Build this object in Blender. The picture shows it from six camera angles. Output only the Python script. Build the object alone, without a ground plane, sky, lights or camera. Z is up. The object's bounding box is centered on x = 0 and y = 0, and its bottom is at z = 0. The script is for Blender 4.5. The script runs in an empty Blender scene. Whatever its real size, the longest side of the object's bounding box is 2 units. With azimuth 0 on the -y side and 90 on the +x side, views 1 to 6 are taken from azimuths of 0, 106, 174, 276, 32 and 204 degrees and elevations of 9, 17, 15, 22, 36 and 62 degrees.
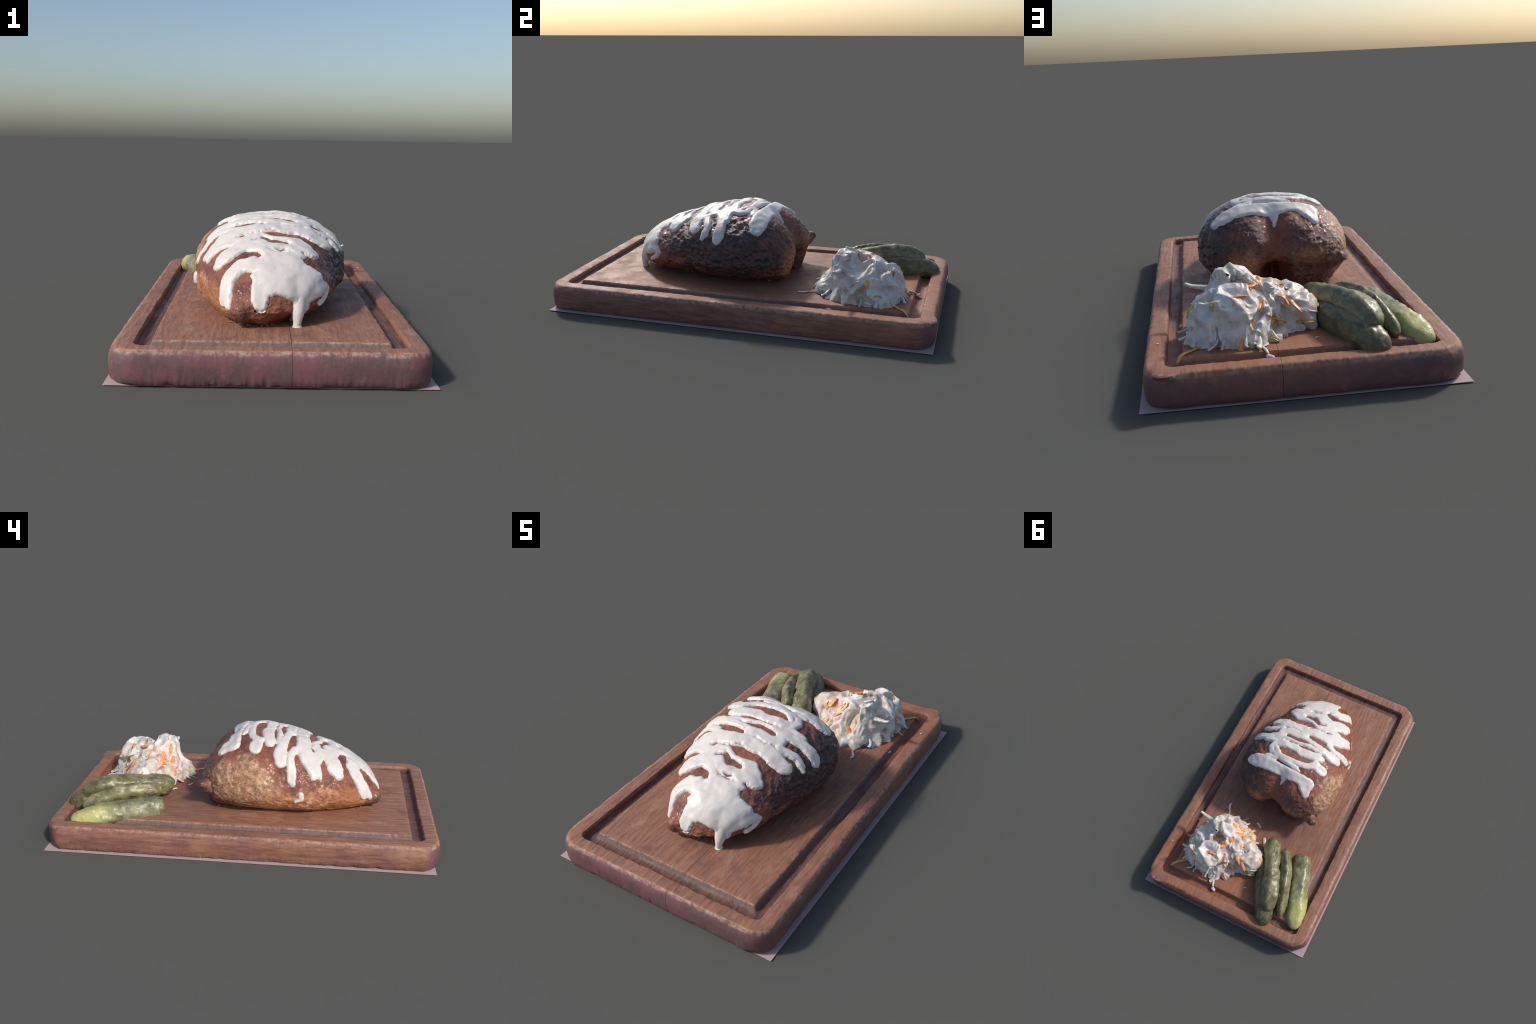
"""Roast meat with drizzled cream sauce, coleslaw and gherkins on a grooved
wooden serving board that stands on a sheet of paper.  Metres, z up."""
import bpy, bmesh, math, random
import numpy as np
from mathutils import Vector
from mathutils.bvhtree import BVHTree

rng = np.random.default_rng(7)
random.seed(7)
BOARD_TOP = 0.1315

# ------------------------------------------------------------------ helpers
def perlin(p, seed=0):
    """vectorised 3D gradient noise, about -1..1"""
    p = np.asarray(p, float)
    i = np.floor(p).astype(np.int64)
    f = p - i
    u = f * f * f * (f * (f * 6 - 15) + 10)
    out = 0
    for dx in (0, 1):
        for dy in (0, 1):
            for dz in (0, 1):
                h = (i[:, 0] + dx) * 374761393 + (i[:, 1] + dy) * 668265263 + (i[:, 2] + dz) * 2147483647 + seed * 1274126177
                h = (h ^ (h >> 13)) * 1274126177
                h = (h ^ (h >> 16)) & 0xFFFF
                a = h * (2 * math.pi / 65536)
                h2 = ((h * 40503) & 0xFFFF) / 32768.0 - 1
                s = np.sqrt(np.maximum(0, 1 - h2 * h2))
                g = (f[:, 0] - dx) * np.cos(a) * s + (f[:, 1] - dy) * np.sin(a) * s + (f[:, 2] - dz) * h2
                w = (u[:, 0] if dx else 1 - u[:, 0]) * (u[:, 1] if dy else 1 - u[:, 1]) * (u[:, 2] if dz else 1 - u[:, 2])
                out = out + g * w
    return out * 1.5

def fbm(p, octaves=3, seed=0):
    v, a, t = 0, 1.0, 0
    for k in range(octaves):
        v = v + a * perlin(np.asarray(p) * 2.03 ** k, seed + k * 17)
        t += a
        a *= 0.5
    return v / t

def smooth(a, b, x):
    t = np.clip((x - a) / (b - a), 0, 1)
    return t * t * (3 - 2 * t)

def catmull(pts, n):
    """smooth curve through rows of control values"""
    P = np.asarray(pts, float)
    m = len(P)
    t = np.linspace(0, m - 1, n)
    i = np.minimum(t.astype(int), m - 2)
    f = (t - i)[:, None]
    p1, p2 = P[i], P[i + 1]
    p0 = np.where((i > 0)[:, None], P[np.maximum(i - 1, 0)], 2 * p1 - p2)
    p3 = np.where((i < m - 2)[:, None], P[np.minimum(i + 2, m - 1)], 2 * p2 - p1)
    return 0.5 * (2 * p1 + (p2 - p0) * f + (2 * p0 - 5 * p1 + 4 * p2 - p3) * f ** 2 + (3 * p1 - p0 - 3 * p2 + p3) * f ** 3)

def link(obj, parent=None):
    bpy.context.scene.collection.objects.link(obj)
    if parent is not None:
        obj.parent = parent
    return obj

def mesh_object(name, verts, faces, material, parent=None, shade=True):
    me = bpy.data.meshes.new(name)
    me.from_pydata([tuple(v) for v in np.asarray(verts).tolist()], [], [tuple(f) for f in (faces.tolist() if hasattr(faces, "tolist") else faces)])
    me.materials.append(material)
    if shade:
        me.shade_smooth()
    me.update()
    return link(bpy.data.objects.new(name, me), parent)

def empty(name, label, category, at=(0, 0, 0)):
    e = link(bpy.data.objects.new(name, None))
    e.empty_display_size = 0.05
    e["label"] = label
    e["category"] = category
    return e

def quad_grid(n, m, wrap=True):
    """faces of an n x m grid, closed in the second direction"""
    i, j = np.meshgrid(np.arange(n - 1), np.arange(m if wrap else m - 1), indexing="ij")
    k = (j + 1) % m
    return np.stack([i * m + j, i * m + k, (i + 1) * m + k, (i + 1) * m + j], -1).reshape(-1, 4)

def grid_normals(V, n, m):
    G = V.reshape(n, m, 3)
    a = np.roll(G, -1, 1) - np.roll(G, 1, 1)
    b = np.gradient(G, axis=0)
    N = np.cross(b, a)
    N /= np.linalg.norm(N, axis=2, keepdims=True) + 1e-12
    return N.reshape(-1, 3)

# ---------------------------------------------------------------- materials
class Nodes:
    def __init__(self, name):
        self.mat = bpy.data.materials.new(name)
        self.mat.use_nodes = True
        self.t = self.mat.node_tree
        self.bsdf = self.t.nodes["Principled BSDF"]
        self.pos = self.new("ShaderNodeTexCoord").outputs["Object"]

    def new(self, kind, **kw):
        n = self.t.nodes.new(kind)
        for k, v in kw.items():
            setattr(n, k, v)
        return n

    def put(self, socket, v):
        if hasattr(v, "is_linked"):
            self.t.links.new(v, socket)
        else:
            if hasattr(socket.default_value, "__len__") and not hasattr(v, "__len__"):
                v = (v,) * 3
            if hasattr(v, "__len__") and len(v) == 3 and len(socket.default_value) == 4:
                v = (*v, 1)
            socket.default_value = v

    def map(self, scale=(1, 1, 1), loc=(0, 0, 0), rot=(0, 0, 0), src=None):
        n = self.new("ShaderNodeMapping")
        self.put(n.inputs["Vector"], src or self.pos)
        n.inputs["Scale"].default_value = scale
        n.inputs["Location"].default_value = loc
        n.inputs["Rotation"].default_value = rot
        return n.outputs[0]

    def noise(self, scale, detail=4, rough=0.6, vec=None, dist=0.0):
        n = self.new("ShaderNodeTexNoise")
        self.put(n.inputs["Vector"], vec or self.pos)
        n.inputs["Scale"].default_value = scale
        n.inputs["Detail"].default_value = detail
        n.inputs["Roughness"].default_value = rough
        n.inputs["Distortion"].default_value = dist
        return n.outputs["Fac"]

    def voronoi(self, scale, vec=None, feature="F1", out="Distance"):
        n = self.new("ShaderNodeTexVoronoi", feature=feature)
        self.put(n.inputs["Vector"], vec or self.pos)
        n.inputs["Scale"].default_value = scale
        return n.outputs[out]

    def math(self, op, a, b=0.0, c=None):
        n = self.new("ShaderNodeMath", operation=op)
        self.put(n.inputs[0], a)
        self.put(n.inputs[1], b)
        if c is not None:
            self.put(n.inputs[2], c)
        return n.outputs[0]

    def step(self, v, a, b, lo=0.0, hi=1.0):
        n = self.new("ShaderNodeMapRange", interpolation_type="SMOOTHSTEP")
        self.put(n.inputs["Value"], v)
        for k, x in (("From Min", a), ("From Max", b), ("To Min", lo), ("To Max", hi)):
            n.inputs[k].default_value = x
        return n.outputs[0]

    def mix(self, f, a, b, mode="MIX"):
        n = self.new("ShaderNodeMix", data_type="RGBA", blend_type=mode)
        self.put(n.inputs[0], f)
        self.put(n.inputs[6], a)
        self.put(n.inputs[7], b)
        return n.outputs[2]

    def axes(self):
        n = self.new("ShaderNodeSeparateXYZ")
        self.put(n.inputs[0], self.pos)
        return n.outputs

    def blob(self, centre, radius, soft=0.4, wobble=0.25, freq=14):
        """1 inside an irregular patch round a point, 0 outside"""
        n = self.new("ShaderNodeVectorMath", operation="SUBTRACT")
        self.put(n.inputs[0], self.pos)
        n.inputs[1].default_value = centre
        d = self.new("ShaderNodeVectorMath", operation="DIVIDE")
        self.put(d.inputs[0], n.outputs[0])
        d.inputs[1].default_value = radius if hasattr(radius, "__len__") else (radius,) * 3
        l = self.new("ShaderNodeVectorMath", operation="LENGTH")
        self.put(l.inputs[0], d.outputs[0])
        w = self.math("MULTIPLY_ADD", self.noise(freq, 5, 0.65), wobble * 4, -2 * wobble)
        return self.step(self.math("ADD", l.outputs["Value"], w), 1 + soft, 1 - soft)

    def bump(self, height, strength=0.3, distance=0.004, prev=None):
        n = self.new("ShaderNodeBump")
        n.inputs["Strength"].default_value = strength
        n.inputs["Distance"].default_value = distance
        self.put(n.inputs["Height"], height)
        if prev:
            self.put(n.inputs["Normal"], prev)
        return n.outputs[0]

    def done(self, colour, rough=0.6, normal=None, **kw):
        b = self.bsdf.inputs
        self.put(b["Base Color"], colour)
        self.put(b["Roughness"], rough)
        if normal:
            self.put(b["Normal"], normal)
        for k, v in kw.items():
            self.put(b[k.replace("_", " ")], v)
        return self.mat

def wood_material():
    n = Nodes("stained_wood")
    x, y, z = n.axes()
    ax, ay = n.math("ABSOLUTE", x), n.math("ABSOLUTE", y)
    grain = n.noise(1.0, 8, 0.72, n.map((85, 7, 60)))
    fine = n.noise(1.0, 6, 0.75, n.map((300, 30, 240)))
    broad = n.noise(3.2, 4, 0.55, n.map((1.5, 0.8, 1.5)))
    c = n.mix(n.step(grain, 0.3, 0.72), (0.195, 0.082, 0.052), (0.415, 0.208, 0.130))
    c = n.mix(n.step(broad, 0.35, 0.7), c, n.mix(0.5, c, (0.26, 0.105, 0.06)))
    c = n.mix(n.step(n.noise(5, 5, 0.65), 0.52, 0.74, 0, 0.65), c, (0.135, 0.072, 0.066))
    c = n.mix(n.step(n.noise(8, 5, 0.65, n.map((1, 0.5, 1), (5, 2, 0))), 0.54, 0.72, 0, 0.55), c, (0.47, 0.275, 0.19))
    c = n.mix(n.step(fine, 0.32, 0.50, 0.6, 0), c, (0.10, 0.048, 0.034))
    # small dark pores of the top
    pores = n.step(n.voronoi(1.0, n.map((420, 70, 420))), 0.16, 0.05, 0, 0.6)
    c = n.mix(pores, c, (0.09, 0.042, 0.032))
    # plum coloured end grain on the two short ends, and smudges of it along the sides
    qx, qy = n.math("MAXIMUM", n.math("SUBTRACT", ax, 0.468), 0.0), n.math("MAXIMUM", n.math("SUBTRACT", ay, 0.896), 0.0)
    outline = n.math("SUBTRACT", n.math("SQRT", n.math("ADD", n.math("MULTIPLY", qx, qx), n.math("MULTIPLY", qy, qy))), 0.1)
    ragged = n.math("ADD", outline, n.math("MULTIPLY_ADD", n.noise(30, 3), 0.016, -0.008))
    end = n.math("MULTIPLY", n.math("MAXIMUM", n.step(ragged, -0.016, -0.006), n.math("MULTIPLY", n.step(ragged, -0.034, -0.026), n.step(z, 0.06, 0.03))), n.step(n.math("ADD", ay, n.math("MULTIPLY_ADD", n.noise(14, 3), 0.10, -0.05)), 0.90, 0.96))
    plum = n.mix(n.step(n.noise(7, 6, 0.7), 0.36, 0.66), (0.115, 0.068, 0.070), (0.20, 0.078, 0.088))
    plum = n.mix(n.step(n.noise(11, 5, 0.7, n.map(loc=(2, 0, 5))), 0.55, 0.72, 0, 0.7), plum, (0.30, 0.10, 0.125))
    plum = n.mix(n.step(n.noise(26, 5, 0.7, n.map((1, 1, 0.6), rot=(0, 0.5, 0))), 0.60, 0.76, 0, 0.5), plum, (0.34, 0.23, 0.22))
    plum = n.mix(n.step(n.noise(60, 5, 0.75), 0.30, 0.45, 0.5, 0), plum, (0.085, 0.05, 0.055))
    c = n.mix(end, c, plum)
    side = n.step(n.math("ADD", ax, n.math("MULTIPLY_ADD", n.noise(30, 3), 0.012, -0.006)), 0.548, 0.560)
    c = n.mix(n.math("MULTIPLY", side, n.step(n.noise(5, 4), 0.36, 0.64, 0.15, 0.75)), c, n.mix(n.step(grain, 0.35, 0.65), (0.15, 0.062, 0.062), (0.275, 0.118, 0.10)))
    # pale, worn arrises of rim and centre panel
    worn = n.noise(45, 4, 0.7)
    rim = n.math("MULTIPLY", n.step(n.math("ABSOLUTE", n.math("ADD", outline, 0.010)), 0.010, 0.002), n.step(z, 0.106, 0.120))
    panel = n.math("MAXIMUM", n.math("SUBTRACT", ax, 0.4305), n.math("SUBTRACT", ay, 0.8575))
    pan = n.math("MULTIPLY", n.step(n.math("ABSOLUTE", panel), 0.0035, 0.0005), n.step(z, 0.118, 0.127))
    edge = n.math("MULTIPLY", n.math("MAXIMUM", rim, pan), n.step(worn, 0.40, 0.62, 0.05, 0.7))
    c = n.mix(edge, c, (0.46, 0.30, 0.22))
    # bed of the groove, its shade painted in as a streaky dark tone
    groove = n.step(n.math("ADD", z, n.math("MULTIPLY", n.noise(20, 3), 0.01)), 0.130, 0.114)
    groove = n.math("MULTIPLY", groove, n.math("MULTIPLY", n.step(ax, 0.51, 0.50), n.step(ay, 0.925, 0.915)))
    c = n.mix(n.math("MULTIPLY", groove, 0.85), c, n.mix(n.step(grain, 0.4, 0.6), (0.050, 0.027, 0.027), (0.16, 0.068, 0.052)))
    wall = n.math("MULTIPLY", n.math("MULTIPLY", n.step(panel, 0.000, 0.002), n.step(panel, 0.016, 0.010)), n.step(z, 0.104, 0.110))
    c = n.mix(n.math("MULTIPLY", wall, n.step(worn, 0.3, 0.6, 0.45, 0.9)), c, (0.165, 0.115, 0.110))
    # meat juice soaked in round the slaw and gherkins
    wet = n.blob((0.12, 0.72, 0.13), (0.5, 0.28, 0.2), 0.35, 0.2, 8)
    c = n.mix(n.math("MULTIPLY", wet, 0.45), c, (0.36, 0.13, 0.05))
    dark_patch = n.blob((-0.02, 0.28, 0.13), (0.42, 0.2, 0.2), 0.5, 0.3, 7)  # darker patch of wood between the meat and the slaw
    c = n.mix(n.math("MULTIPLY", dark_patch, 0.4), c, (0.15, 0.062, 0.045))
    # dark splits in the grain beside the meat
    split = n.step(n.noise(1.0, 5, 0.65, n.map((42, 8, 10))), 0.56, 0.68)
    where = n.math("MAXIMUM", n.blob((-0.34, -0.10, 0.13), (0.05, 0.20, 0.1), 0.5, 0.4, 10), n.blob((-0.30, -0.62, 0.13), (0.03, 0.05, 0.1), 0.5, 0.3, 10))
    c = n.mix(n.math("MULTIPLY", n.math("MULTIPLY", split, where), 0.6), c, (0.065, 0.04, 0.038))
    crack = n.math("ABSOLUTE", n.math("ADD", n.math("MULTIPLY_ADD", y, -0.011, -0.081), x))
    c = n.mix(n.step(crack, 0.002, 0.0006, 0, 0.6), c, (0.04, 0.02, 0.016))
    nb = n.bump(fine, 0.35, 0.002)
    nb = n.bump(n.noise(70, 5, 0.6), 0.25, 0.004, nb)
    return n.done(c, n.step(n.noise(12, 3), 0.3, 0.7, 0.5, 0.72), nb)

def paper_material():
    n = Nodes("matt_paper")
    c = n.mix(n.noise(4, 3), (0.40, 0.30, 0.30), (0.45, 0.345, 0.345))
    return n.done(c, 0.85)

def meat_material():
    n = Nodes("roasted_skin")
    c = n.mix(n.step(n.noise(11, 7, 0.7), 0.34, 0.64), (0.125, 0.034, 0.022), (0.315, 0.100, 0.054))
    c = n.mix(n.step(n.noise(26, 6, 0.75), 0.50, 0.70, 0, 0.65), c, (0.33, 0.095, 0.055))
    c = n.mix(n.step(n.noise(38, 6, 0.75, n.map(loc=(3, 3, 3))), 0.55, 0.72, 0, 0.5), c, (0.42, 0.22, 0.14))
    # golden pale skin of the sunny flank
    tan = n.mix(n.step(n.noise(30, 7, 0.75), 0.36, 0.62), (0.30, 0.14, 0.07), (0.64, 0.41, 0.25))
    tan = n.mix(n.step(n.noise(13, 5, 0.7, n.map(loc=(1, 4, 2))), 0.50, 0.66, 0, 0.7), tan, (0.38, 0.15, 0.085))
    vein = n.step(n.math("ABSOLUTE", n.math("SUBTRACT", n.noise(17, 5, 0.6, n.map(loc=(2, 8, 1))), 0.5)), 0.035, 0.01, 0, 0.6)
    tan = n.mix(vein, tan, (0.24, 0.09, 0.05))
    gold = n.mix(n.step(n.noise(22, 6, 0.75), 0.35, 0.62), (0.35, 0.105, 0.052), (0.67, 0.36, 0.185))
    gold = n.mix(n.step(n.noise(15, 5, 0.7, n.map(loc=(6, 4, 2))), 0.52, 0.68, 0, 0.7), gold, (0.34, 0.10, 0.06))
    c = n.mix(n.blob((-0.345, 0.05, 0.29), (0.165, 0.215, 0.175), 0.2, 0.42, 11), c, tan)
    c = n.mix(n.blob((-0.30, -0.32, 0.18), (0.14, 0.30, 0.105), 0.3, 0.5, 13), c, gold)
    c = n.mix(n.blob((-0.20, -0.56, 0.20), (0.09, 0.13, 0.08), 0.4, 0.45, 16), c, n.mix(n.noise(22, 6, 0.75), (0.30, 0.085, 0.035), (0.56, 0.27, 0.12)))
    # amber fat of the cleft and the thigh ends
    amber = n.mix(n.step(n.noise(34, 6, 0.75), 0.35, 0.65), (0.17, 0.045, 0.018), (0.46, 0.21, 0.085))
    # dark roasted crust, broken up
    dark = n.mix(n.step(n.noise(30, 7, 0.78), 0.36, 0.66), (0.028, 0.014, 0.013), (0.20, 0.062, 0.038))
    k2 = n.blob((0.20, 0.19, 0.37), (0.20, 0.13, 0.13), 0.5, 0.55, 12)
    k3 = n.blob((-0.12, 0.22, 0.28), (0.20, 0.09, 0.19), 0.5, 0.5, 12)
    c = n.mix(n.math("MULTIPLY", n.math("MAXIMUM", k2, k3), 0.85), c, dark)
    c = n.mix(n.math("MULTIPLY", n.blob((0.015, 0.19, 0.36), (0.05, 0.09, 0.10), 0.5, 0.4, 16), 0.85), c, (0.21, 0.055, 0.022))
    c = n.mix(n.math("MULTIPLY", n.blob((-0.16, 0.23, 0.30), (0.09, 0.06, 0.035), 0.6, 0.55, 18), 0.7), c, amber)
    c = n.mix(n.math("MULTIPLY", n.blob((0.15, 0.215, 0.235), (0.085, 0.06, 0.075), 0.35, 0.45, 16), 0.9), c, amber)
    c = n.mix(n.math("MULTIPLY", n.blob((-0.02, -0.70, 0.20), (0.16, 0.07, 0.06), 0.4, 0.4, 18), 0.75), c, n.mix(n.noise(30, 6, 0.75), (0.16, 0.045, 0.03), (0.46, 0.17, 0.085)))
    # charred flank on the far side, speckled with pale ash and painted glints
    char = n.mix(n.step(n.noise(34, 7, 0.78), 0.38, 0.68), (0.015, 0.013, 0.017), (0.115, 0.052, 0.043))
    k1 = n.blob((0.37, -0.13, 0.305), (0.20, 0.42, 0.17), 0.3, 0.5, 11)
    k4 = n.blob((-0.13, -0.70, 0.175), (0.08, 0.05, 0.04), 0.5, 0.45, 22)
    k5 = n.blob((-0.29, 0.11, 0.17), (0.10, 0.14, 0.045), 0.5, 0.45, 20)
    k6 = n.blob((-0.285, 0.238, 0.284), (0.035, 0.03, 0.035), 0.5, 0.4, 25)
    c = n.mix(n.math("MULTIPLY", k1, 0.93), c, char)
    c = n.mix(n.math("MULTIPLY", n.math("MAXIMUM", k4, n.math("MAXIMUM", k5, k6)), 0.8), c, n.mix(n.noise(40, 5, 0.7), (0.04, 0.02, 0.022), (0.16, 0.055, 0.04)))
    ash_glint = n.step(n.noise(95, 6, 0.8), 0.55, 0.70, 0, 0.6)
    c = n.mix(n.math("MULTIPLY", ash_glint, n.math("MAXIMUM", k1, n.math("MULTIPLY", n.math("MAXIMUM", k2, k3), 0.4))), c, (0.24, 0.19, 0.20))  # on the dark back the pale flecks are reflections painted into the colour
    c = n.mix(n.step(n.noise(110, 6, 0.78), 0.32, 0.46, 0.55, 0), c, (0.075, 0.027, 0.022))
    # two roundish brown spots on the pale skin
    c = n.mix(n.math("MULTIPLY", n.blob((-0.302, 0.043, 0.392), 0.013, 0.3, 0.1), 0.8), c, (0.2, 0.085, 0.05))
    c = n.mix(n.math("MULTIPLY", n.blob((-0.325, 0.043, 0.343), 0.013, 0.3, 0.1), 0.8), c, (0.42, 0.19, 0.06))
    nb = n.bump(n.noise(60, 7, 0.75), 0.8, 0.008)
    nb = n.bump(n.voronoi(1.0, n.map((90, 55, 70)), "DISTANCE_TO_EDGE"), 0.35, 0.003, nb)
    return n.done(c, n.step(n.noise(30, 4, 0.7), 0.35, 0.65, 0.26, 0.5), nb, Specular_IOR_Level=0.5, Coat_Weight=0.25, Coat_Roughness=0.22)

def sauce_material():
    n = Nodes("cream_sauce")
    c = n.mix(n.noise(16, 4), (0.62, 0.565, 0.52), (0.715, 0.68, 0.65))
    spot = n.step(n.voronoi(75), 0.16, 0.08, 0, 0.75)
    keep = n.step(n.noise(60, 2), 0.48, 0.56)
    c = n.mix(n.math("MULTIPLY", spot, keep), c, n.mix(n.step(n.noise(33, 1), 0.45, 0.55), (0.30, 0.24, 0.24), (0.55, 0.25, 0.18)))
    nb = n.bump(n.noise(40, 3, 0.5), 0.12, 0.005)
    return n.done(c, 0.42, nb, Subsurface_Weight=0.12, Subsurface_Radius=(0.012, 0.009, 0.007))

def crumb_material():
    n = Nodes("crust_flakes")
    c = n.mix(n.step(n.noise(40, 3), 0.4, 0.6), (0.15, 0.07, 0.05), (0.42, 0.27, 0.21))
    return n.done(c, 0.5)

def slaw_material(name="dressed_cabbage"):
    n = Nodes(name)
    c = n.mix(n.step(n.noise(14, 5, 0.65), 0.32, 0.66), (0.50, 0.45, 0.38), (0.72, 0.71, 0.69))
    c = n.mix(n.step(n.noise(18, 4, 0.6, n.map(loc=(3, 1, 2))), 0.52, 0.70, 0, 0.65), c, (0.70, 0.65, 0.46))
    c = n.mix(n.step(n.noise(24, 5, 0.65, n.map(loc=(7, 5, 1))), 0.56, 0.70, 0, 0.7), c, (0.55, 0.33, 0.19))
    c = n.mix(n.step(n.noise(20, 4, 0.65, n.map(loc=(9, 2, 6))), 0.60, 0.70, 0, 0.8), c, (0.72, 0.27, 0.075))
    x, y, z = n.axes()
    # carrot juice stains the side towards the gherkins
    pink = n.math("MULTIPLY", n.blob((0.06, 0.56, 0.2), (0.2, 0.2, 0.2), 0.5, 0.35, 18), n.step(n.noise(17, 4), 0.4, 0.65, 0.1, 0.55))
    c = n.mix(pink, c, (0.74, 0.52, 0.43))
    nb = n.bump(n.noise(1.0, 5, 0.6, n.map((70, 70, 70)), 1.2), 0.4, 0.005)
    return n.done(c, 0.33, nb, Subsurface_Weight=0.15, Subsurface_Radius=(0.012, 0.01, 0.007))

def carrot_material():
    n = Nodes("carrot")
    c = n.mix(n.noise(30, 4), (0.78, 0.22, 0.045), (0.86, 0.42, 0.14))
    return n.done(c, 0.35, n.bump(n.noise(120, 3), 0.2, 0.002))

def onion_material():
    n = Nodes("browned_cabbage")
    c = n.mix(n.noise(30, 4), (0.60, 0.30, 0.06), (0.68, 0.42, 0.14))
    return n.done(c, 0.4, n.bump(n.noise(120, 3), 0.2, 0.002))

def gherkin_material(name, dark, light, pale_at=None):
    n = Nodes(name)
    c = n.mix(n.step(n.noise(16, 5, 0.65), 0.34, 0.66), dark, light)
    c = n.mix(n.step(n.noise(1.0, 4, 0.6, n.map((60, 22, 60), rot=(0, 0, -0.33))), 0.52, 0.70, 0, 0.6), c, tuple(min(1, v * 1.55 + 0.02) for v in light))
    if pale_at:
        c = n.mix(n.math("MULTIPLY", n.blob(pale_at, (0.10, 0.15, 0.10), 0.6, 0.25, 14), 0.85), c, (0.50, 0.49, 0.17))
    c = n.mix(n.step(n.voronoi(48), 0.15, 0.08, 0, 0.65), c, (0.05, 0.06, 0.025))
    c = n.mix(n.step(n.noise(11, 3, 0.5, n.map(loc=(4, 4, 4))), 0.62, 0.76, 0, 0.5), c, (0.15, 0.105, 0.05))
    nb = n.bump(n.noise(48, 5, 0.6), 0.35, 0.006)
    return n.done(c, 0.34, nb, Specular_IOR_Level=0.55)

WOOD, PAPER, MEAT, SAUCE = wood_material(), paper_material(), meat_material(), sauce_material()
CRUMB = crumb_material()
SLAW, CARROT, ONION = slaw_material(), carrot_material(), onion_material()

# ------------------------------------------------------------- paper sheet
def build_paper():
    top = empty("paper_sheet", "flat greyish pink rectangular paper sheet under the board", "paper")
    x, y0, y1, t = 0.583, -0.977, 0.988, 0.0016
    v = [(sx * x, y, z) for z in (0.0, t) for sx, y in ((-1, y0), (1, y0), (1, y1), (-1, y1))]
    f = [(3, 2, 1, 0), (4, 5, 6, 7)] + [(i, (i + 1) % 4, (i + 1) % 4 + 4, i + 4) for i in range(4)]
    mesh_object("sheet", v, f, PAPER, top, shade=False)

# ------------------------------------------------------------------- board
def rounded_rectangle(hx, hy, r, side=(240, 400), arc=18):
    pts = []
    for (cx, cy, a0), cnt, d in (((hx - r, -hy + r, -90), side[1], (0, 1)), ((hx - r, hy - r, 0), side[0], (-1, 0)),
                                 ((-hx + r, hy - r, 90), side[1], (0, -1)), ((-hx + r, -hy + r, 180), side[0], (1, 0))):
        a = np.radians(a0 + np.linspace(0, 90, arc))
        c = np.stack([cx + r * np.cos(a), cy + r * np.sin(a)], 1)
        span = 2 * ((hy if d[0] == 0 else hx) - r)
        s = np.linspace(0, span, cnt + 2)[1:-1, None]
        pts += [c, c[-1] + s * np.array(d, float)]
    return np.vstack(pts)

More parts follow.
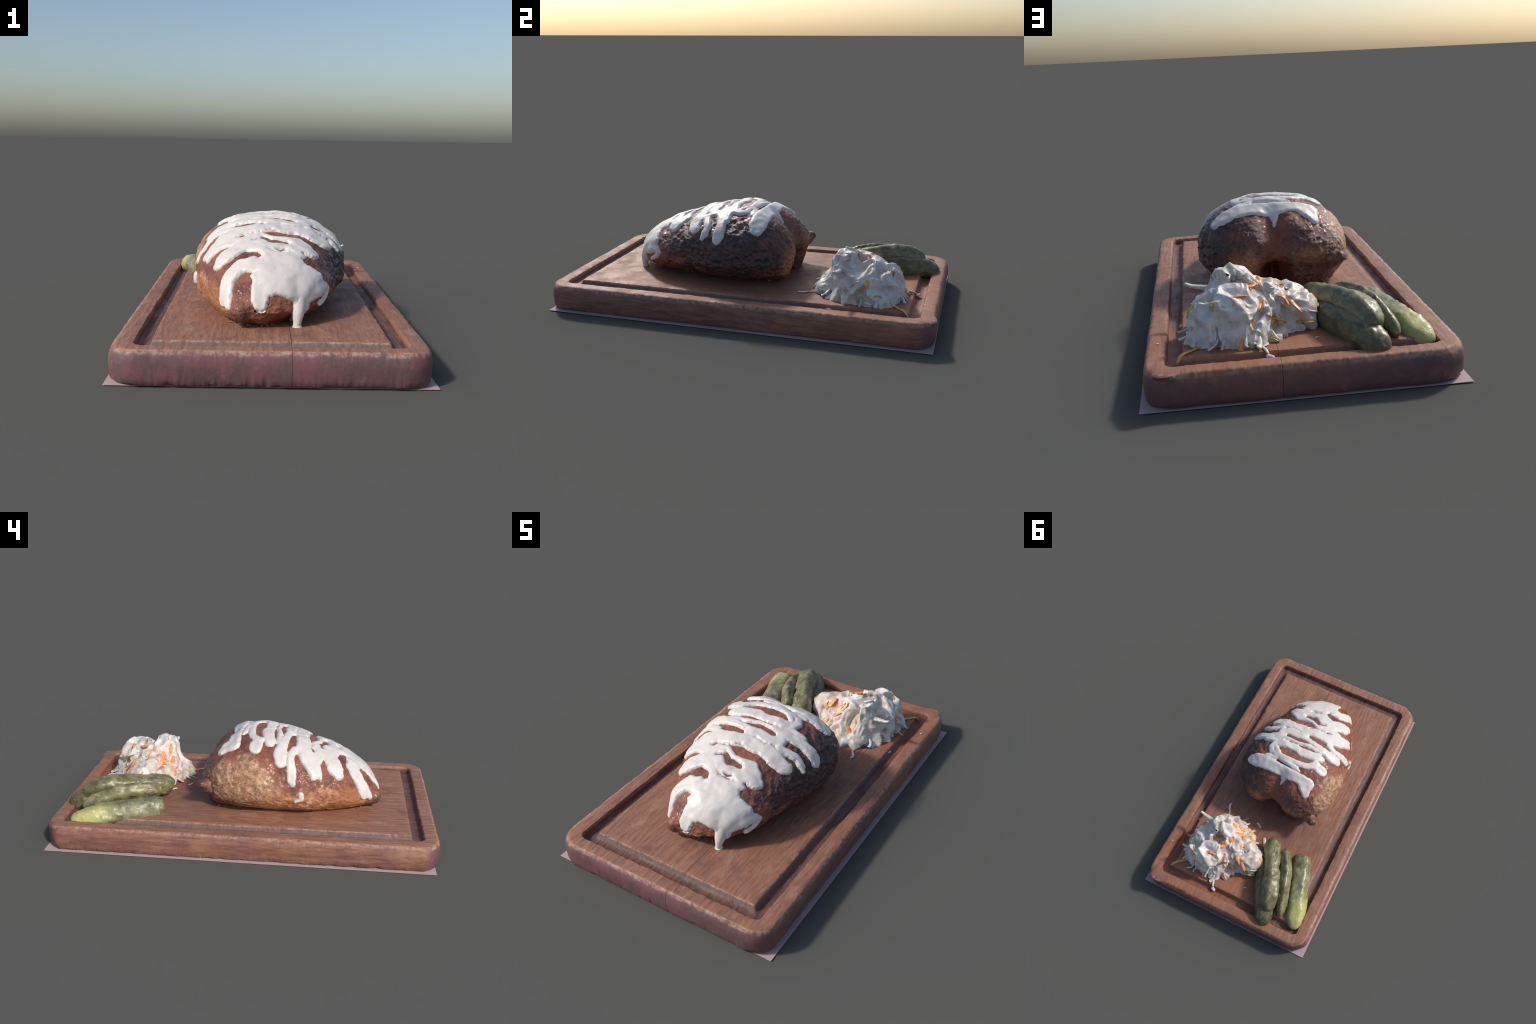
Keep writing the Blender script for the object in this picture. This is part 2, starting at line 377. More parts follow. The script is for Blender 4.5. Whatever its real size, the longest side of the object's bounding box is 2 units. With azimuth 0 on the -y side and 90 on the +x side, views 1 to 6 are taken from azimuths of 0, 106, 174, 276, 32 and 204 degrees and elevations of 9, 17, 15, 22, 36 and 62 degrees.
def build_board():
    board = empty("serving_board", "reddish brown wooden serving board with juice groove", "cutting board")
    HX, HY = 0.568, 0.995
    # inset from the outer outline, height, corner radius, raggedness of that line
    profile = [(0.10, 0.003, 0.06, 0), (0.022, 0.003, 0.085, 1.0), (0.011, 0.005, 0.09, 1.5), (0.005, 0.012, 0.095, 1.5), (0.002, 0.03, 0.098, 0.7),
               (0.001, 0.05, 0.10, 0.4), (0.0, 0.07, 0.10, 0.3), (0.001, 0.09, 0.10, 0.3), (0.004, 0.108, 0.10, 0.5), (0.008, 0.119, 0.098, 0.9),
               (0.012, 0.1265, 0.096, 1.0), (0.018, 0.1305, 0.092, 0.8), (0.026, BOARD_TOP, 0.085, 0.2), (0.045, BOARD_TOP, 0.065, 0), (0.068, BOARD_TOP, 0.04, 0.2),
               (0.0745, 0.1303, 0.034, 0.9), (0.0775, 0.126, 0.031, 1.0), (0.080, 0.118, 0.029, 0.6), (0.084, 0.106, 0.026, 0.3), (0.092, 0.1015, 0.02, 0.2),
               (0.108, 0.100, 0.012, 0.2), (0.122, 0.102, 0.009, 0.2), (0.129, 0.107, 0.007, 0.5), (0.1335, 0.117, 0.006, 0.9), (0.1365, 0.1255, 0.006, 1.1),
               (0.1385, 0.130, 0.006, 1.0), (0.143, BOARD_TOP, 0.006, 0.4), (0.16, BOARD_TOP, 0.006, 0), (0.22, BOARD_TOP, 0.006, 0), (0.30, BOARD_TOP, 0.006, 0), (0.40, BOARD_TOP, 0.006, 0), (0.5, BOARD_TOP, 0.006, 0)]
    rings = []
    for inset, z, r, rag in profile:
        p = rounded_rectangle(HX - inset, HY - inset, max(r, 0.002))
        c = np.array([HX, HY]) - inset
        out = p / (np.abs(p).max(1, keepdims=True) + 1e-9)
        nx = np.where(np.abs(p[:, 0]) > c[0] - r, np.sign(p[:, 0]), 0)
        ny = np.where(np.abs(p[:, 1]) > c[1] - r, np.sign(p[:, 1]), 0)
        q = np.stack([p[:, 0], p[:, 1], np.full(len(p), z)], 1)
        slow = fbm(q * (7, 7, 5), 2, 3) * 0.003
        jag = np.abs(perlin(q * (55, 55, 20), 9)) * 0.0035 + np.maximum(0, perlin(q * (24, 24, 12), 5)) * 0.004
        d = (slow * min(1, rag * 2 + 0.2) - jag * rag)
        w = smooth(0.47, 0.45, inset)
        q[:, 0] += nx * d * w
        q[:, 1] += ny * d * w
        if 0.003 < z < 0.02:
            q[:, 2] += np.maximum(0, perlin(q * (18, 18, 3), 21)) * 0.012 * rag / 1.6
        elif rag > 0.3:
            q[:, 2] += perlin(q * (40, 40, 10), 33) * 0.0022 * rag
        rings.append(q)
    m = len(rings[0])
    V = np.vstack(rings)
    F = [tuple(int(a) for a in f) for f in quad_grid(len(rings), m)]
    F.append(tuple(range(m - 1, -1, -1)))
    F.append(tuple(range((len(rings) - 1) * m, len(rings) * m)))
    # the board leans a little: nearer and left faces stand out, right face draws in below
    V[:, 1] -= 0.005 * smooth(-0.8, -0.97, V[:, 1]) + 0.004 * smooth(0.8, 0.97, V[:, 1])
    V[:, 0] -= 0.008 * smooth(-0.53, -0.56, V[:, 0]) - 0.001 * smooth(0.53, 0.56, V[:, 0])
    # a chip of the far right rim stands out as a thin lip
    tip = np.exp(-(((V[:, 0] - 0.50) / 0.05) ** 2 + ((V[:, 1] - 0.965) / 0.035) ** 2)) * smooth(0.108, 0.124, V[:, 2]) * smooth(0.9, 0.94, V[:, 1])
    V[:, 1] += tip * 0.022
    V[:, 0] += tip * 0.008
    me = bpy.data.meshes.new("whole")
    me.from_pydata(V.tolist(), [], F)
    # the two planks of the board, cut along the glue line
    for side in (-1, 1):
        bm = bmesh.new()
        bm.from_mesh(me)
        bmesh.ops.recalc_face_normals(bm, faces=bm.faces)
        nrm = Vector((1, -0.011, 0)).normalized()
        co = Vector((0.081 + side * 0.0003, 0, 0))
        cut = bmesh.ops.bisect_plane(bm, geom=bm.verts[:] + bm.edges[:] + bm.faces[:], plane_co=co, plane_no=nrm * -side, clear_outer=True)
        rim = [e for e in cut["geom_cut"] if isinstance(e, bmesh.types.BMEdge)]
        bmesh.ops.holes_fill(bm, edges=rim)
        pm = bpy.data.meshes.new("plank")
        bm.to_mesh(pm)
        bm.free()
        pm.materials.append(WOOD)
        pm.shade_smooth()
        pm.set_sharp_from_angle(angle=math.radians(38))
        link(bpy.data.objects.new("plank", pm), board)
    return board

# -------------------------------------------------------------------- meat
# stations along the joint: y, left x, right x, crown z, widest z, underside z
MEAT_STATIONS = [
    (-0.704, -0.080, -0.050, 0.201, 0.200, 0.195),
    (-0.697, -0.125, 0.010, 0.228, 0.195, 0.172),
    (-0.674, -0.150, 0.070, 0.266, 0.195, 0.150),
    (-0.634, -0.177, 0.126, 0.311, 0.200, 0.128),
    (-0.580, -0.212, 0.186, 0.354, 0.212, 0.108),
    (-0.500, -0.250, 0.232, 0.398, 0.230, 0.098),
    (-0.420, -0.277, 0.261, 0.426, 0.242, 0.092),
    (-0.330, -0.300, 0.291, 0.456, 0.252, 0.088),
    (-0.240, -0.317, 0.320, 0.485, 0.255, 0.086),
    (-0.150, -0.330, 0.340, 0.503, 0.258, 0.086),
    (-0.050, -0.333, 0.346, 0.509, 0.264, 0.086),
    (0.030, -0.325, 0.336, 0.500, 0.268, 0.086),
    (0.105, -0.307, 0.308, 0.472, 0.274, 0.086),
    (0.160, -0.280, 0.272, 0.430, 0.280, 0.090),
    (0.202, -0.220, 0.214, 0.376, 0.280, 0.115),
    (0.224, -0.115, 0.124, 0.321, 0.272, 0.180),
    (0.230, -0.020, 0.040, 0.278, 0.265, 0.245)]

def meat_surface(n, m, detail=1.0):
    S = catmull(MEAT_STATIONS, n)
    a = np.linspace(0, 2 * math.pi, m, endpoint=False)
    ca, sa = np.cos(a), np.sin(a)
    y, xl, xr, zt, zw, zb = (S[:, k:k + 1] for k in range(6))
    xm = (xl + xr) / 2
    up = sa > 0
    full = 2 / 2.22
    cs, ss = np.sign(ca) * np.abs(ca) ** full, np.sign(sa) * np.abs(sa) ** full
    zb = zb + 0.030 * smooth(0.0, 0.6, ca)
    X = xm + np.where(ca > 0, xr - xm, xm - xl) * np.where(up, cs, ca)
    Z = zw + np.where(up, (zt - zw) * ss, (zw - zb) * sa)
    Y = np.repeat(y, m, 1)
    V = np.stack([X, Y, Z], -1).reshape(-1, 3)
    N = grid_normals(V, n, m)
    x, yy, z = V.T
    # cleft between the two thigh ends, deepening into the cavity below
    back = smooth(0.02, 0.15, yy)
    cleft = np.exp(-((x - 0.015) / 0.055) ** 2) * back
    V[:, 1] -= cleft * (0.030 + 0.11 * smooth(0.30, 0.20, z) + 0.07 * smooth(0.27, 0.22, z))
    V[:, 2] -= cleft * 0.02 * smooth(0.3, 0.42, z)
    # fullness of the thigh ends and hollow under the golden flank
    V[:, 1] += 0.022 * np.exp(-(((x + 0.15) / 0.11) ** 2 + ((z - 0.30) / 0.09) ** 2)) * back
    for c, rad, h in (((-0.31, 0.0, 0.33), 0.13, 0.010), ((-0.30, -0.16, 0.36), 0.05, -0.012), ((-0.29, -0.33, 0.20), 0.10, 0.012),
                      ((0.31, 0.02, 0.36), 0.11, 0.010), ((0.2, 0.15, 0.2), 0.07, 0.012), ((-0.13, -0.695, 0.185), 0.04, 0.022), ((-0.02, -0.70, 0.175), 0.03, 0.010), ((-0.075, -0.70, 0.20), 0.022, -0.010),
                      ((0.33, -0.3, 0.2), 0.12, -0.008), ((0.1, -0.68, 0.2), 0.05, -0.008)):
        d2 = ((V - np.array(c)) ** 2).sum(1) / rad ** 2
        V += N * (h * np.exp(-d2))[:, None]
    rough = 1 + 1.2 * smooth(0.1, 0.3, V[:, 0]) + 0.6 * smooth(0.1, 0.2, V[:, 1])
    d = fbm(V * 9, 2, 40) * 0.007 + fbm(V * 26, 3, 41) * 0.0045 * rough - np.abs(perlin(V * (34, 22, 34), 43)) * 0.005 * rough - np.abs(perlin(V * (75, 55, 75), 44)) * 0.0022 * rough
    d = np.where(detail < 1, fbm(V * 9, 2, 40) * 0.007 - 0.0015, d)
    V += N * d[:, None]
    V[:, 2] = np.maximum(V[:, 2], 0.126)
    for ring in (slice(0, m), slice((n - 1) * m, n * m)):
        V[ring] = V[ring].mean(0)
    N = grid_normals(V, n, m)
    N[:m], N[-m:] = N[m:2 * m].mean(0), N[-2 * m:-m].mean(0)
    return V, N / (np.linalg.norm(N, axis=1, keepdims=True) + 1e-9)

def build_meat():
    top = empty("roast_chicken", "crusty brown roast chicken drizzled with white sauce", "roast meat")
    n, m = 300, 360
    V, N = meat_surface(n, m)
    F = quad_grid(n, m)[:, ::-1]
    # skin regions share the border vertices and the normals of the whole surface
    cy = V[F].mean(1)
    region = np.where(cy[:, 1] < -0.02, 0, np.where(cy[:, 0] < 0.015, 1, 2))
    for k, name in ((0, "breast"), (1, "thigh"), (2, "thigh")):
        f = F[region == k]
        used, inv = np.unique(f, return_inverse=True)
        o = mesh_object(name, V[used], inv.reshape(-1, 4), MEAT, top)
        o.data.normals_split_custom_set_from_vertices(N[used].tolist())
    # bony knuckle that sticks out of one thigh
    path = catmull([(-0.17, 0.10, 0.250, 0.075), (-0.215, 0.165, 0.255, 0.052), (-0.247, 0.200, 0.266, 0.040), (-0.268, 0.220, 0.276, 0.027), (-0.278, 0.230, 0.281, 0.022), (-0.284, 0.237, 0.285, 0.015), (-0.286, 0.239, 0.286, 0.001)], 48)
    V2, F2 = tube(path, 28)
    V2 += fbm(V2 * 40, 2, 77)[:, None] * 0.008
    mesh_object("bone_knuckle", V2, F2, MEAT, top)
    return top

def build_crumbs(parent):
    """flakes of crust and dried juice round the foot of the meat"""
    V, N = meat_surface(200, 240)
    foot = V[(V[:, 2] > 0.130) & (V[:, 2] < 0.140)]
    verts, faces = [], []
    for k in range(70):
        c = foot[int(rng.integers(len(foot)))]
        out = c - np.array((0.0, -0.25, c[2]))
        out /= np.linalg.norm(out)
        c = np.array((c[0], c[1], BOARD_TOP)) + out * rng.uniform(-0.004, 0.014)
        m = 6
        a = np.sort(rng.uniform(0, 2 * math.pi, m))
        rad = rng.uniform(0.003, 0.011) * rng.uniform(0.6, 1.2, m)
        turn = rng.uniform(0, 3.14)
        x, y = np.cos(a) * rad * 1.6, np.sin(a) * rad * 0.7
        ring = np.stack([x * math.cos(turn) - y * math.sin(turn), x * math.sin(turn) + y * math.cos(turn), rng.uniform(0.0005, 0.004, m)], 1)
        b = len(verts)
        verts += (c + ring - (0, 0, 0.001)).tolist() + [(c + (0, 0, rng.uniform(0.003, 0.007))).tolist()]
        faces += [(b + i, b + (i + 1) % m, b + m) for i in range(m)] + [tuple(b + i for i in range(m))[::-1]]
    o = mesh_object("crumb", verts, faces, CRUMB, parent, shade=False)
    o["kind"] = "stuff"

def tube(path, m, flat=1.0, roll=0.0):
    """skin round a spine of rows x, y, z, radius"""
    P, R = path[:, :3], path[:, 3]
    T = np.gradient(P, axis=0)
    T /= np.linalg.norm(T, axis=1, keepdims=True) + 1e-12
    ref = np.array([0, 0, 1.0])
    A = np.cross(T, ref)
    bad = np.linalg.norm(A, axis=1) < 1e-3
    A[bad] = np.cross(T[bad], [1.0, 0, 0])
    A /= np.linalg.norm(A, axis=1, keepdims=True)
    B = np.cross(A, T)
    a = np.linspace(0, 2 * math.pi, m, endpoint=False)
    r = roll if hasattr(roll, "__len__") else np.full(len(P), roll)
    A2 = A * np.cos(r)[:, None] + B * np.sin(r)[:, None]
    B2 = B * np.cos(r)[:, None] - A * np.sin(r)[:, None]
    V = P[:, None] + R[:, None, None] * (np.cos(a)[None, :, None] * A2[:, None] + flat * np.sin(a)[None, :, None] * B2[:, None])
    F = [tuple(int(i) for i in f) for f in quad_grid(len(P), m)]
    F = [f[::-1] for f in F]
    F.append(tuple(range(m)))
    F.append(tuple(range((len(P) - 1) * m, len(P) * m))[::-1])
    return V.reshape(-1, 3), F

# ------------------------------------------------------------------- sauce
# poured lines of sauce: centre line points on the meat with half widths
POURS, GAPS = [], []

def pour(name, *line):
    POURS.append(np.array(line))

def gap(name, *line):
    GAPS.append(np.array(line))

pour("front pool", (-0.117, -0.555, 0.349, 0.0368), (-0.036, -0.571, 0.353, 0.0419), (0.058, -0.57, 0.348, 0.0469), (0.137, -0.57, 0.32, 0.0402), (0.172, -0.564, 0.288, 0.0402))
pour("front pool", (-0.005, -0.639, 0.306, 0.0636), (0.088, -0.619, 0.298, 0.067), (0.152, -0.588, 0.286, 0.0569))
pour("front pool", (0.072, -0.643, 0.277, 0.0368), (0.135, -0.617, 0.254, 0.0368), (0.185, -0.563, 0.269, 0.0352), (0.218, -0.515, 0.269, 0.0167))
pour("front drip", (-0.142, -0.575, 0.327, 0.0368), (-0.166, -0.596, 0.296, 0.0308), (-0.167, -0.628, 0.258, 0.0251), (-0.165, -0.642, 0.223, 0.0218), (-0.16, -0.654, 0.208, 0.0134))
pour("front drip", (-0.051, -0.619, 0.321, 0.0268), (-0.046, -0.66, 0.282, 0.0301), (-0.041, -0.685, 0.247, 0.0335), (-0.039, -0.694, 0.228, 0.0261))
pour("front drip", (0.116, -0.629, 0.244, 0.0368), (0.12, -0.633, 0.213, 0.0335), (0.109, -0.621, 0.175, 0.0218), (0.096, -0.555, 0.143, 0.0167), (0.093, -0.555, 0.141, 0.0151))
pour("front drip", (0.228, -0.501, 0.257, 0.0117), (0.219, -0.518, 0.234, 0.0117), (0.194, -0.56, 0.207, 0.01))
pour("second band", (0.125, -0.482, 0.382, 0.0201), (0.059, -0.514, 0.383, 0.0268), (-0.004, -0.512, 0.385, 0.0268), (-0.036, -0.475, 0.405, 0.0201), (-0.101, -0.445, 0.405, 0.0201), (-0.158, -0.468, 0.383, 0.0184), (-0.19, -0.479, 0.358, 0.0218), (-0.215, -0.484, 0.336, 0.0151))
pour("second band", (-0.02, -0.541, 0.37, 0.0301), (0.043, -0.533, 0.373, 0.0268), (0.107, -0.527, 0.364, 0.0268))
pour("third band", (0.187, -0.427, 0.373, 0.01), (0.16, -0.43, 0.391, 0.0218), (0.122, -0.412, 0.411, 0.0218), (0.08, -0.381, 0.429, 0.0184), (0.014, -0.379, 0.438, 0.0117), (-0.036, -0.349, 0.445, 0.0134), (-0.09, -0.352, 0.44, 0.0167))
pour("third band", (0.109, -0.47, 0.393, 0.0201), (0.061, -0.449, 0.412, 0.0134), (-0.004, -0.451, 0.415, 0.0151), (-0.053, -0.427, 0.421, 0.0134))
pour("third band", (-0.082, -0.377, 0.43, 0.0234), (-0.129, -0.377, 0.419, 0.0268), (-0.168, -0.378, 0.409, 0.0201), (-0.202, -0.369, 0.393, 0.0184), (-0.235, -0.377, 0.367, 0.0167), (-0.257, -0.391, 0.339, 0.0094))
pour("third band", (-0.036, -0.418, 0.426, 0.0167), (0.012, -0.446, 0.415, 0.0151), (0.077, -0.459, 0.404, 0.0167), (0.126, -0.464, 0.393, 0.0201))
pour("third band", (0.111, -0.388, 0.422, 0.0342), (0.143, -0.419, 0.399, 0.039), (0.166, -0.433, 0.387, 0.0332))
pour("third band", (-0.011, -0.452, 0.414, 0.0293), (0.06, -0.452, 0.411, 0.0293), (0.118, -0.434, 0.405, 0.0293))
pour("third band", (-0.069, -0.447, 0.413, 0.0342), (-0.027, -0.428, 0.421, 0.022))
pour("front pool", (0.122, -0.55, 0.342, 0.0301), (0.154, -0.548, 0.326, 0.0301), (0.183, -0.54, 0.303, 0.0285))
pour("front pool", (-0.005, -0.596, 0.342, 0.0301), (0.074, -0.57, 0.345, 0.0335))
pour("wide band", (0.242, -0.27, 0.407, 0.0118), (0.222, -0.308, 0.399, 0.0187), (0.164, -0.308, 0.437, 0.0241), (0.091, -0.29, 0.463, 0.0347), (0.023, -0.281, 0.471, 0.0374), (-0.054, -0.293, 0.468, 0.0374), (-0.125, -0.293, 0.454, 0.0374), (-0.195, -0.313, 0.421, 0.0347))
pour("wide band", (0.15, -0.199, 0.474, 0.0321), (0.099, -0.224, 0.477, 0.0294), (0.044, -0.216, 0.487, 0.0267), (0.001, -0.232, 0.484, 0.0241))
pour("wide band", (-0.055, -0.364, 0.44, 0.0187), (-0.122, -0.392, 0.416, 0.0241), (-0.16, -0.364, 0.418, 0.0294))
pour("side drip", (-0.143, -0.299, 0.449, 0.0444), (-0.199, -0.324, 0.413, 0.0424), (-0.242, -0.35, 0.373, 0.0303), (-0.266, -0.358, 0.348, 0.0194))
pour("side drip", (-0.069, -0.412, 0.423, 0.0363), (-0.139, -0.445, 0.396, 0.0424), (-0.189, -0.468, 0.367, 0.0444), (-0.206, -0.486, 0.339, 0.025))
pour("side drip", (-0.069, -0.54, 0.37, 0.0202), (-0.127, -0.558, 0.343, 0.0303), (-0.166, -0.585, 0.305, 0.0263), (-0.182, -0.61, 0.258, 0.0222), (-0.185, -0.622, 0.214, 0.0141))
pour("side drip", (-0.163, -0.249, 0.454, 0.0182), (-0.216, -0.232, 0.433, 0.0182), (-0.258, -0.234, 0.405, 0.017), (-0.283, -0.245, 0.371, 0.0234), (-0.298, -0.245, 0.337, 0.0222), (-0.308, -0.252, 0.321, 0.0162))
pour("side drip", (-0.038, -0.21, 0.489, 0.0153), (-0.158, -0.185, 0.472, 0.0242), (-0.217, -0.174, 0.444, 0.0323), (-0.257, -0.184, 0.413, 0.0275))
pour("side drip", (-0.106, -0.026, 0.499, 0.0162), (-0.159, -0.062, 0.488, 0.0222), (-0.203, -0.05, 0.472, 0.0323), (-0.212, -0.049, 0.469, 0.0283))
pour("side drip", (-0.033, -0.096, 0.505, 0.0283), (-0.129, -0.114, 0.494, 0.0303), (-0.159, -0.117, 0.484, 0.0202))
pour("back band", (0.031, 0.061, 0.475, 0.0222), (-0.112, 0.072, 0.474, 0.0303), (-0.158, 0.105, 0.448, 0.0355), (-0.174, 0.133, 0.425, 0.021))
pour("right drip", (0.136, -0.278, 0.455, 0.0333), (0.203, -0.288, 0.423, 0.0312), (0.239, -0.288, 0.4, 0.0258))
pour("right drip", (0.173, -0.237, 0.458, 0.0208), (0.251, -0.213, 0.419, 0.0187), (0.274, -0.222, 0.391, 0.0167), (0.293, -0.228, 0.37, 0.01))
pour("right drip", (0.15, -0.157, 0.48, 0.0292), (0.233, -0.137, 0.446, 0.0229), (0.283, -0.136, 0.408, 0.0292), (0.307, -0.141, 0.374, 0.025), (0.32, -0.141, 0.359, 0.0083))
pour("right drip", (0.15, -0.117, 0.487, 0.0167), (0.228, -0.108, 0.455, 0.0125))
pour("right drip", (-0.04, 0.07, 0.478, 0.0333), (0.125, 0.061, 0.476, 0.0375), (0.228, 0.054, 0.446, 0.0417), (0.254, 0.053, 0.423, 0.0312))
pour("right drip", (0.11, -0.427, 0.408, 0.0292), (0.165, -0.441, 0.383, 0.02))
pour("cross strand", (0.172, -0.245, 0.457, 0.0118), (0.228, -0.228, 0.431, 0.0107), (0.281, -0.21, 0.388, 0.0118))
pour("cross strand", (0.137, -0.172, 0.481, 0.0267), (0.187, -0.156, 0.466, 0.0192), (0.253, -0.135, 0.43, 0.0187), (0.303, -0.124, 0.39, 0.016))
pour("cross strand", (0.127, -0.126, 0.492, 0.0214), (0.161, -0.116, 0.486, 0.0075), (0.207, -0.108, 0.466, 0.0075))
pour("cross strand", (0.017, -0.213, 0.49, 0.016), (-0.05, -0.204, 0.488, 0.0134), (-0.107, -0.191, 0.485, 0.016), (-0.163, -0.193, 0.468, 0.0187), (-0.219, -0.186, 0.443, 0.0224))
pour("cross strand", (0.13, -0.157, 0.486, 0.0187), (0.074, -0.158, 0.496, 0.0134), (0.01, -0.158, 0.501, 0.0118), (-0.048, -0.167, 0.499, 0.0134), (-0.106, -0.165, 0.49, 0.0134), (-0.143, -0.168, 0.481, 0.0134))
pour("cross strand", (-0.154, -0.27, 0.456, 0.015), (-0.197, -0.235, 0.441, 0.0118), (-0.231, -0.234, 0.423, 0.0139), (-0.272, -0.25, 0.382, 0.016))
pour("cross strand", (0.117, -0.104, 0.5, 0.0267), (0.052, -0.112, 0.505, 0.0257), (-0.012, -0.111, 0.501, 0.0267), (-0.076, -0.107, 0.501, 0.0267), (-0.133, -0.12, 0.493, 0.0257), (-0.164, -0.122, 0.479, 0.0224))
pour("cross strand", (-0.145, -0.069, 0.492, 0.0214), (-0.176, -0.043, 0.478, 0.0241), (-0.212, -0.046, 0.468, 0.0257))
pour("cross strand", (0.131, -0.133, 0.488, 0.0241), (0.164, -0.059, 0.487, 0.0203), (0.148, -0.028, 0.491, 0.0171), (0.103, -0.012, 0.497, 0.0187))
pour("cross strand", (0.133, -0.061, 0.498, 0.015), (0.086, -0.016, 0.503, 0.016), (0.034, -0.012, 0.507, 0.0171), (-0.028, -0.012, 0.506, 0.0182), (-0.086, -0.02, 0.5, 0.0182), (-0.143, -0.046, 0.494, 0.0171))
pour("cross strand", (0.068, -0.004, 0.503, 0.016), (-0.002, 0.011, 0.505, 0.015), (-0.045, 0.022, 0.5, 0.015), (-0.073, 0.029, 0.495, 0.0075))
pour("back band", (0.235, 0.039, 0.446, 0.0257), (0.176, 0.042, 0.47, 0.0331), (0.108, 0.053, 0.481, 0.031), (0.037, 0.058, 0.478, 0.0257), (-0.035, 0.065, 0.48, 0.0257), (-0.105, 0.069, 0.477, 0.031), (-0.163, 0.072, 0.46, 0.0374))
pour("back band", (0.166, 0.011, 0.481, 0.016), (0.107, 0.005, 0.492, 0.015))
pour("back drip", (0.002, 0.073, 0.465, 0.0228), (0.001, 0.097, 0.444, 0.0179), (0.005, 0.121, 0.419, 0.0065), (0.006, 0.128, 0.41, 0.0026))
pour("splash", (-0.313, -0.297, 0.265, 0.0129), (-0.314, -0.298, 0.243, 0.0129), (-0.316, -0.268, 0.225, 0.0048))
gap("bare spot", (0.027, -0.473, 0.403, 0.0047), (0.041, -0.474, 0.401, 0.0067), (0.057, -0.468, 0.403, 0.0033))
gap("bare spot", (-0.069, -0.396, 0.428, 0.0047), (-0.049, -0.387, 0.433, 0.006), (-0.026, -0.388, 0.436, 0.0054), (-0.0, -0.419, 0.427, 0.0054), (0.013, -0.428, 0.423, 0.0033), (0.062, -0.405, 0.424, 0.0037))
gap("bare spot", (-0.071, -0.498, 0.391, 0.0074), (-0.052, -0.518, 0.382, 0.004), (-0.093, -0.505, 0.383, 0.0033), (-0.144, -0.516, 0.36, 0.004))
gap("bare spot", (0.132, -0.468, 0.387, 0.003), (0.164, -0.482, 0.359, 0.0044), (0.189, -0.491, 0.346, 0.0047))
gap("bare spot", (0.031, -0.343, 0.45, 0.004), (0.099, -0.322, 0.444, 0.008), (0.149, -0.334, 0.431, 0.0087))
gap("bare spot", (-0.043, -0.33, 0.455, 0.0027), (-0.003, -0.342, 0.452, 0.0033), (0.031, -0.345, 0.449, 0.0047))
gap("bare spot", (0.106, -0.186, 0.485, 0.0118), (0.064, -0.178, 0.494, 0.0096), (0.024, -0.174, 0.499, 0.0086), (-0.027, -0.184, 0.495, 0.0053))
gap("bare spot", (0.002, -0.139, 0.503, 0.0043), (-0.047, -0.142, 0.502, 0.0075), (-0.091, -0.144, 0.495, 0.0043))
gap("bare spot", (0.004, -0.308, 0.463, 0.0027), (-0.012, -0.316, 0.462, 0.0027))
gap("bare spot", (-0.107, -0.61, 0.318, 0.0084), (-0.1, -0.631, 0.303, 0.0285), (-0.105, -0.649, 0.279, 0.0301), (-0.108, -0.672, 0.253, 0.0318))
gap("bare spot", (0.023, -0.679, 0.241, 0.0201), (0.05, -0.669, 0.236, 0.0134))

def line_depth(V, line):
    """how far inside a tapering line each point lies (negative outside)"""
    best = np.full(len(V), -1.0)
    for a, b in zip(line[:-1], line[1:]):
        ab = b[:3] - a[:3]
        t = np.clip(((V - a[:3]) @ ab) / (ab @ ab + 1e-12), 0, 1)
        d = np.linalg.norm(V - a[:3] - t[:, None] * ab, axis=1)
        best = np.maximum(best, a[3] + t * (b[3] - a[3]) - d)
    return best

def build_sauce(parent):
    n, m = 620, 720
    V, N = meat_surface(n, m)
    U, N = meat_surface(n, m, 0.0)
    keep = np.where(V[:, 2] > 0.128)[0]
    P = V[keep]
    k = 260.0
    acc = np.zeros(len(P))
    for line in POURS:
        acc += np.exp(np.clip(line_depth(P, line), -0.1, 0.03) * k)
    s = np.log(acc + 1e-12) / k
    s += 0.002 + fbm(P * 38, 3, 90) * 0.0045
    for line in GAPS:
        s = np.minimum(s, -line_depth(P, line) + perlin(P * 60, 92) * 0.0015)
    edge = np.clip(s / 0.016, 0, 1)
    thick = 0.0115 + 0.005 * fbm(P * 15, 2, 91) + 0.0020 * perlin(P * 27, 94)
    h = np.where(s > 0, thick * np.sqrt(1 - (1 - edge) ** 2), np.maximum(s * 1.2, -0.006)) - 0.0006
    Q = V.copy()
    blend = smooth(0.0, 0.012, s)[:, None]
    Q[keep] = V[keep] * (1 - blend) + U[keep] * blend
    Q[keep] += N[keep] * h[:, None]
    inside = np.zeros(len(V), bool)
    inside[keep] = s > -0.004
    F = quad_grid(n, m)[:, ::-1]
    F = F[inside[F].all(1)]
    used, inv = np.unique(F, return_inverse=True)
    mesh_object("sauce", Q[used], inv.reshape(-1, 4), SAUCE, parent)
    # the last drop that runs down on to the wood
    path = catmull([(0.100, -0.600, 0.262, 0.034), (0.106, -0.622, 0.225, 0.033), (0.106, -0.640, 0.185, 0.025), (0.104, -0.647, 0.155, 0.0175), (0.103, -0.648, 0.138, 0.016), (0.103, -0.648, 0.1330, 0.019), (0.103, -0.648, 0.130, 0.0195)], 36)
    W, G = tube(path, 24)
    mesh_object("sauce_drip", W, G, SAUCE, parent)


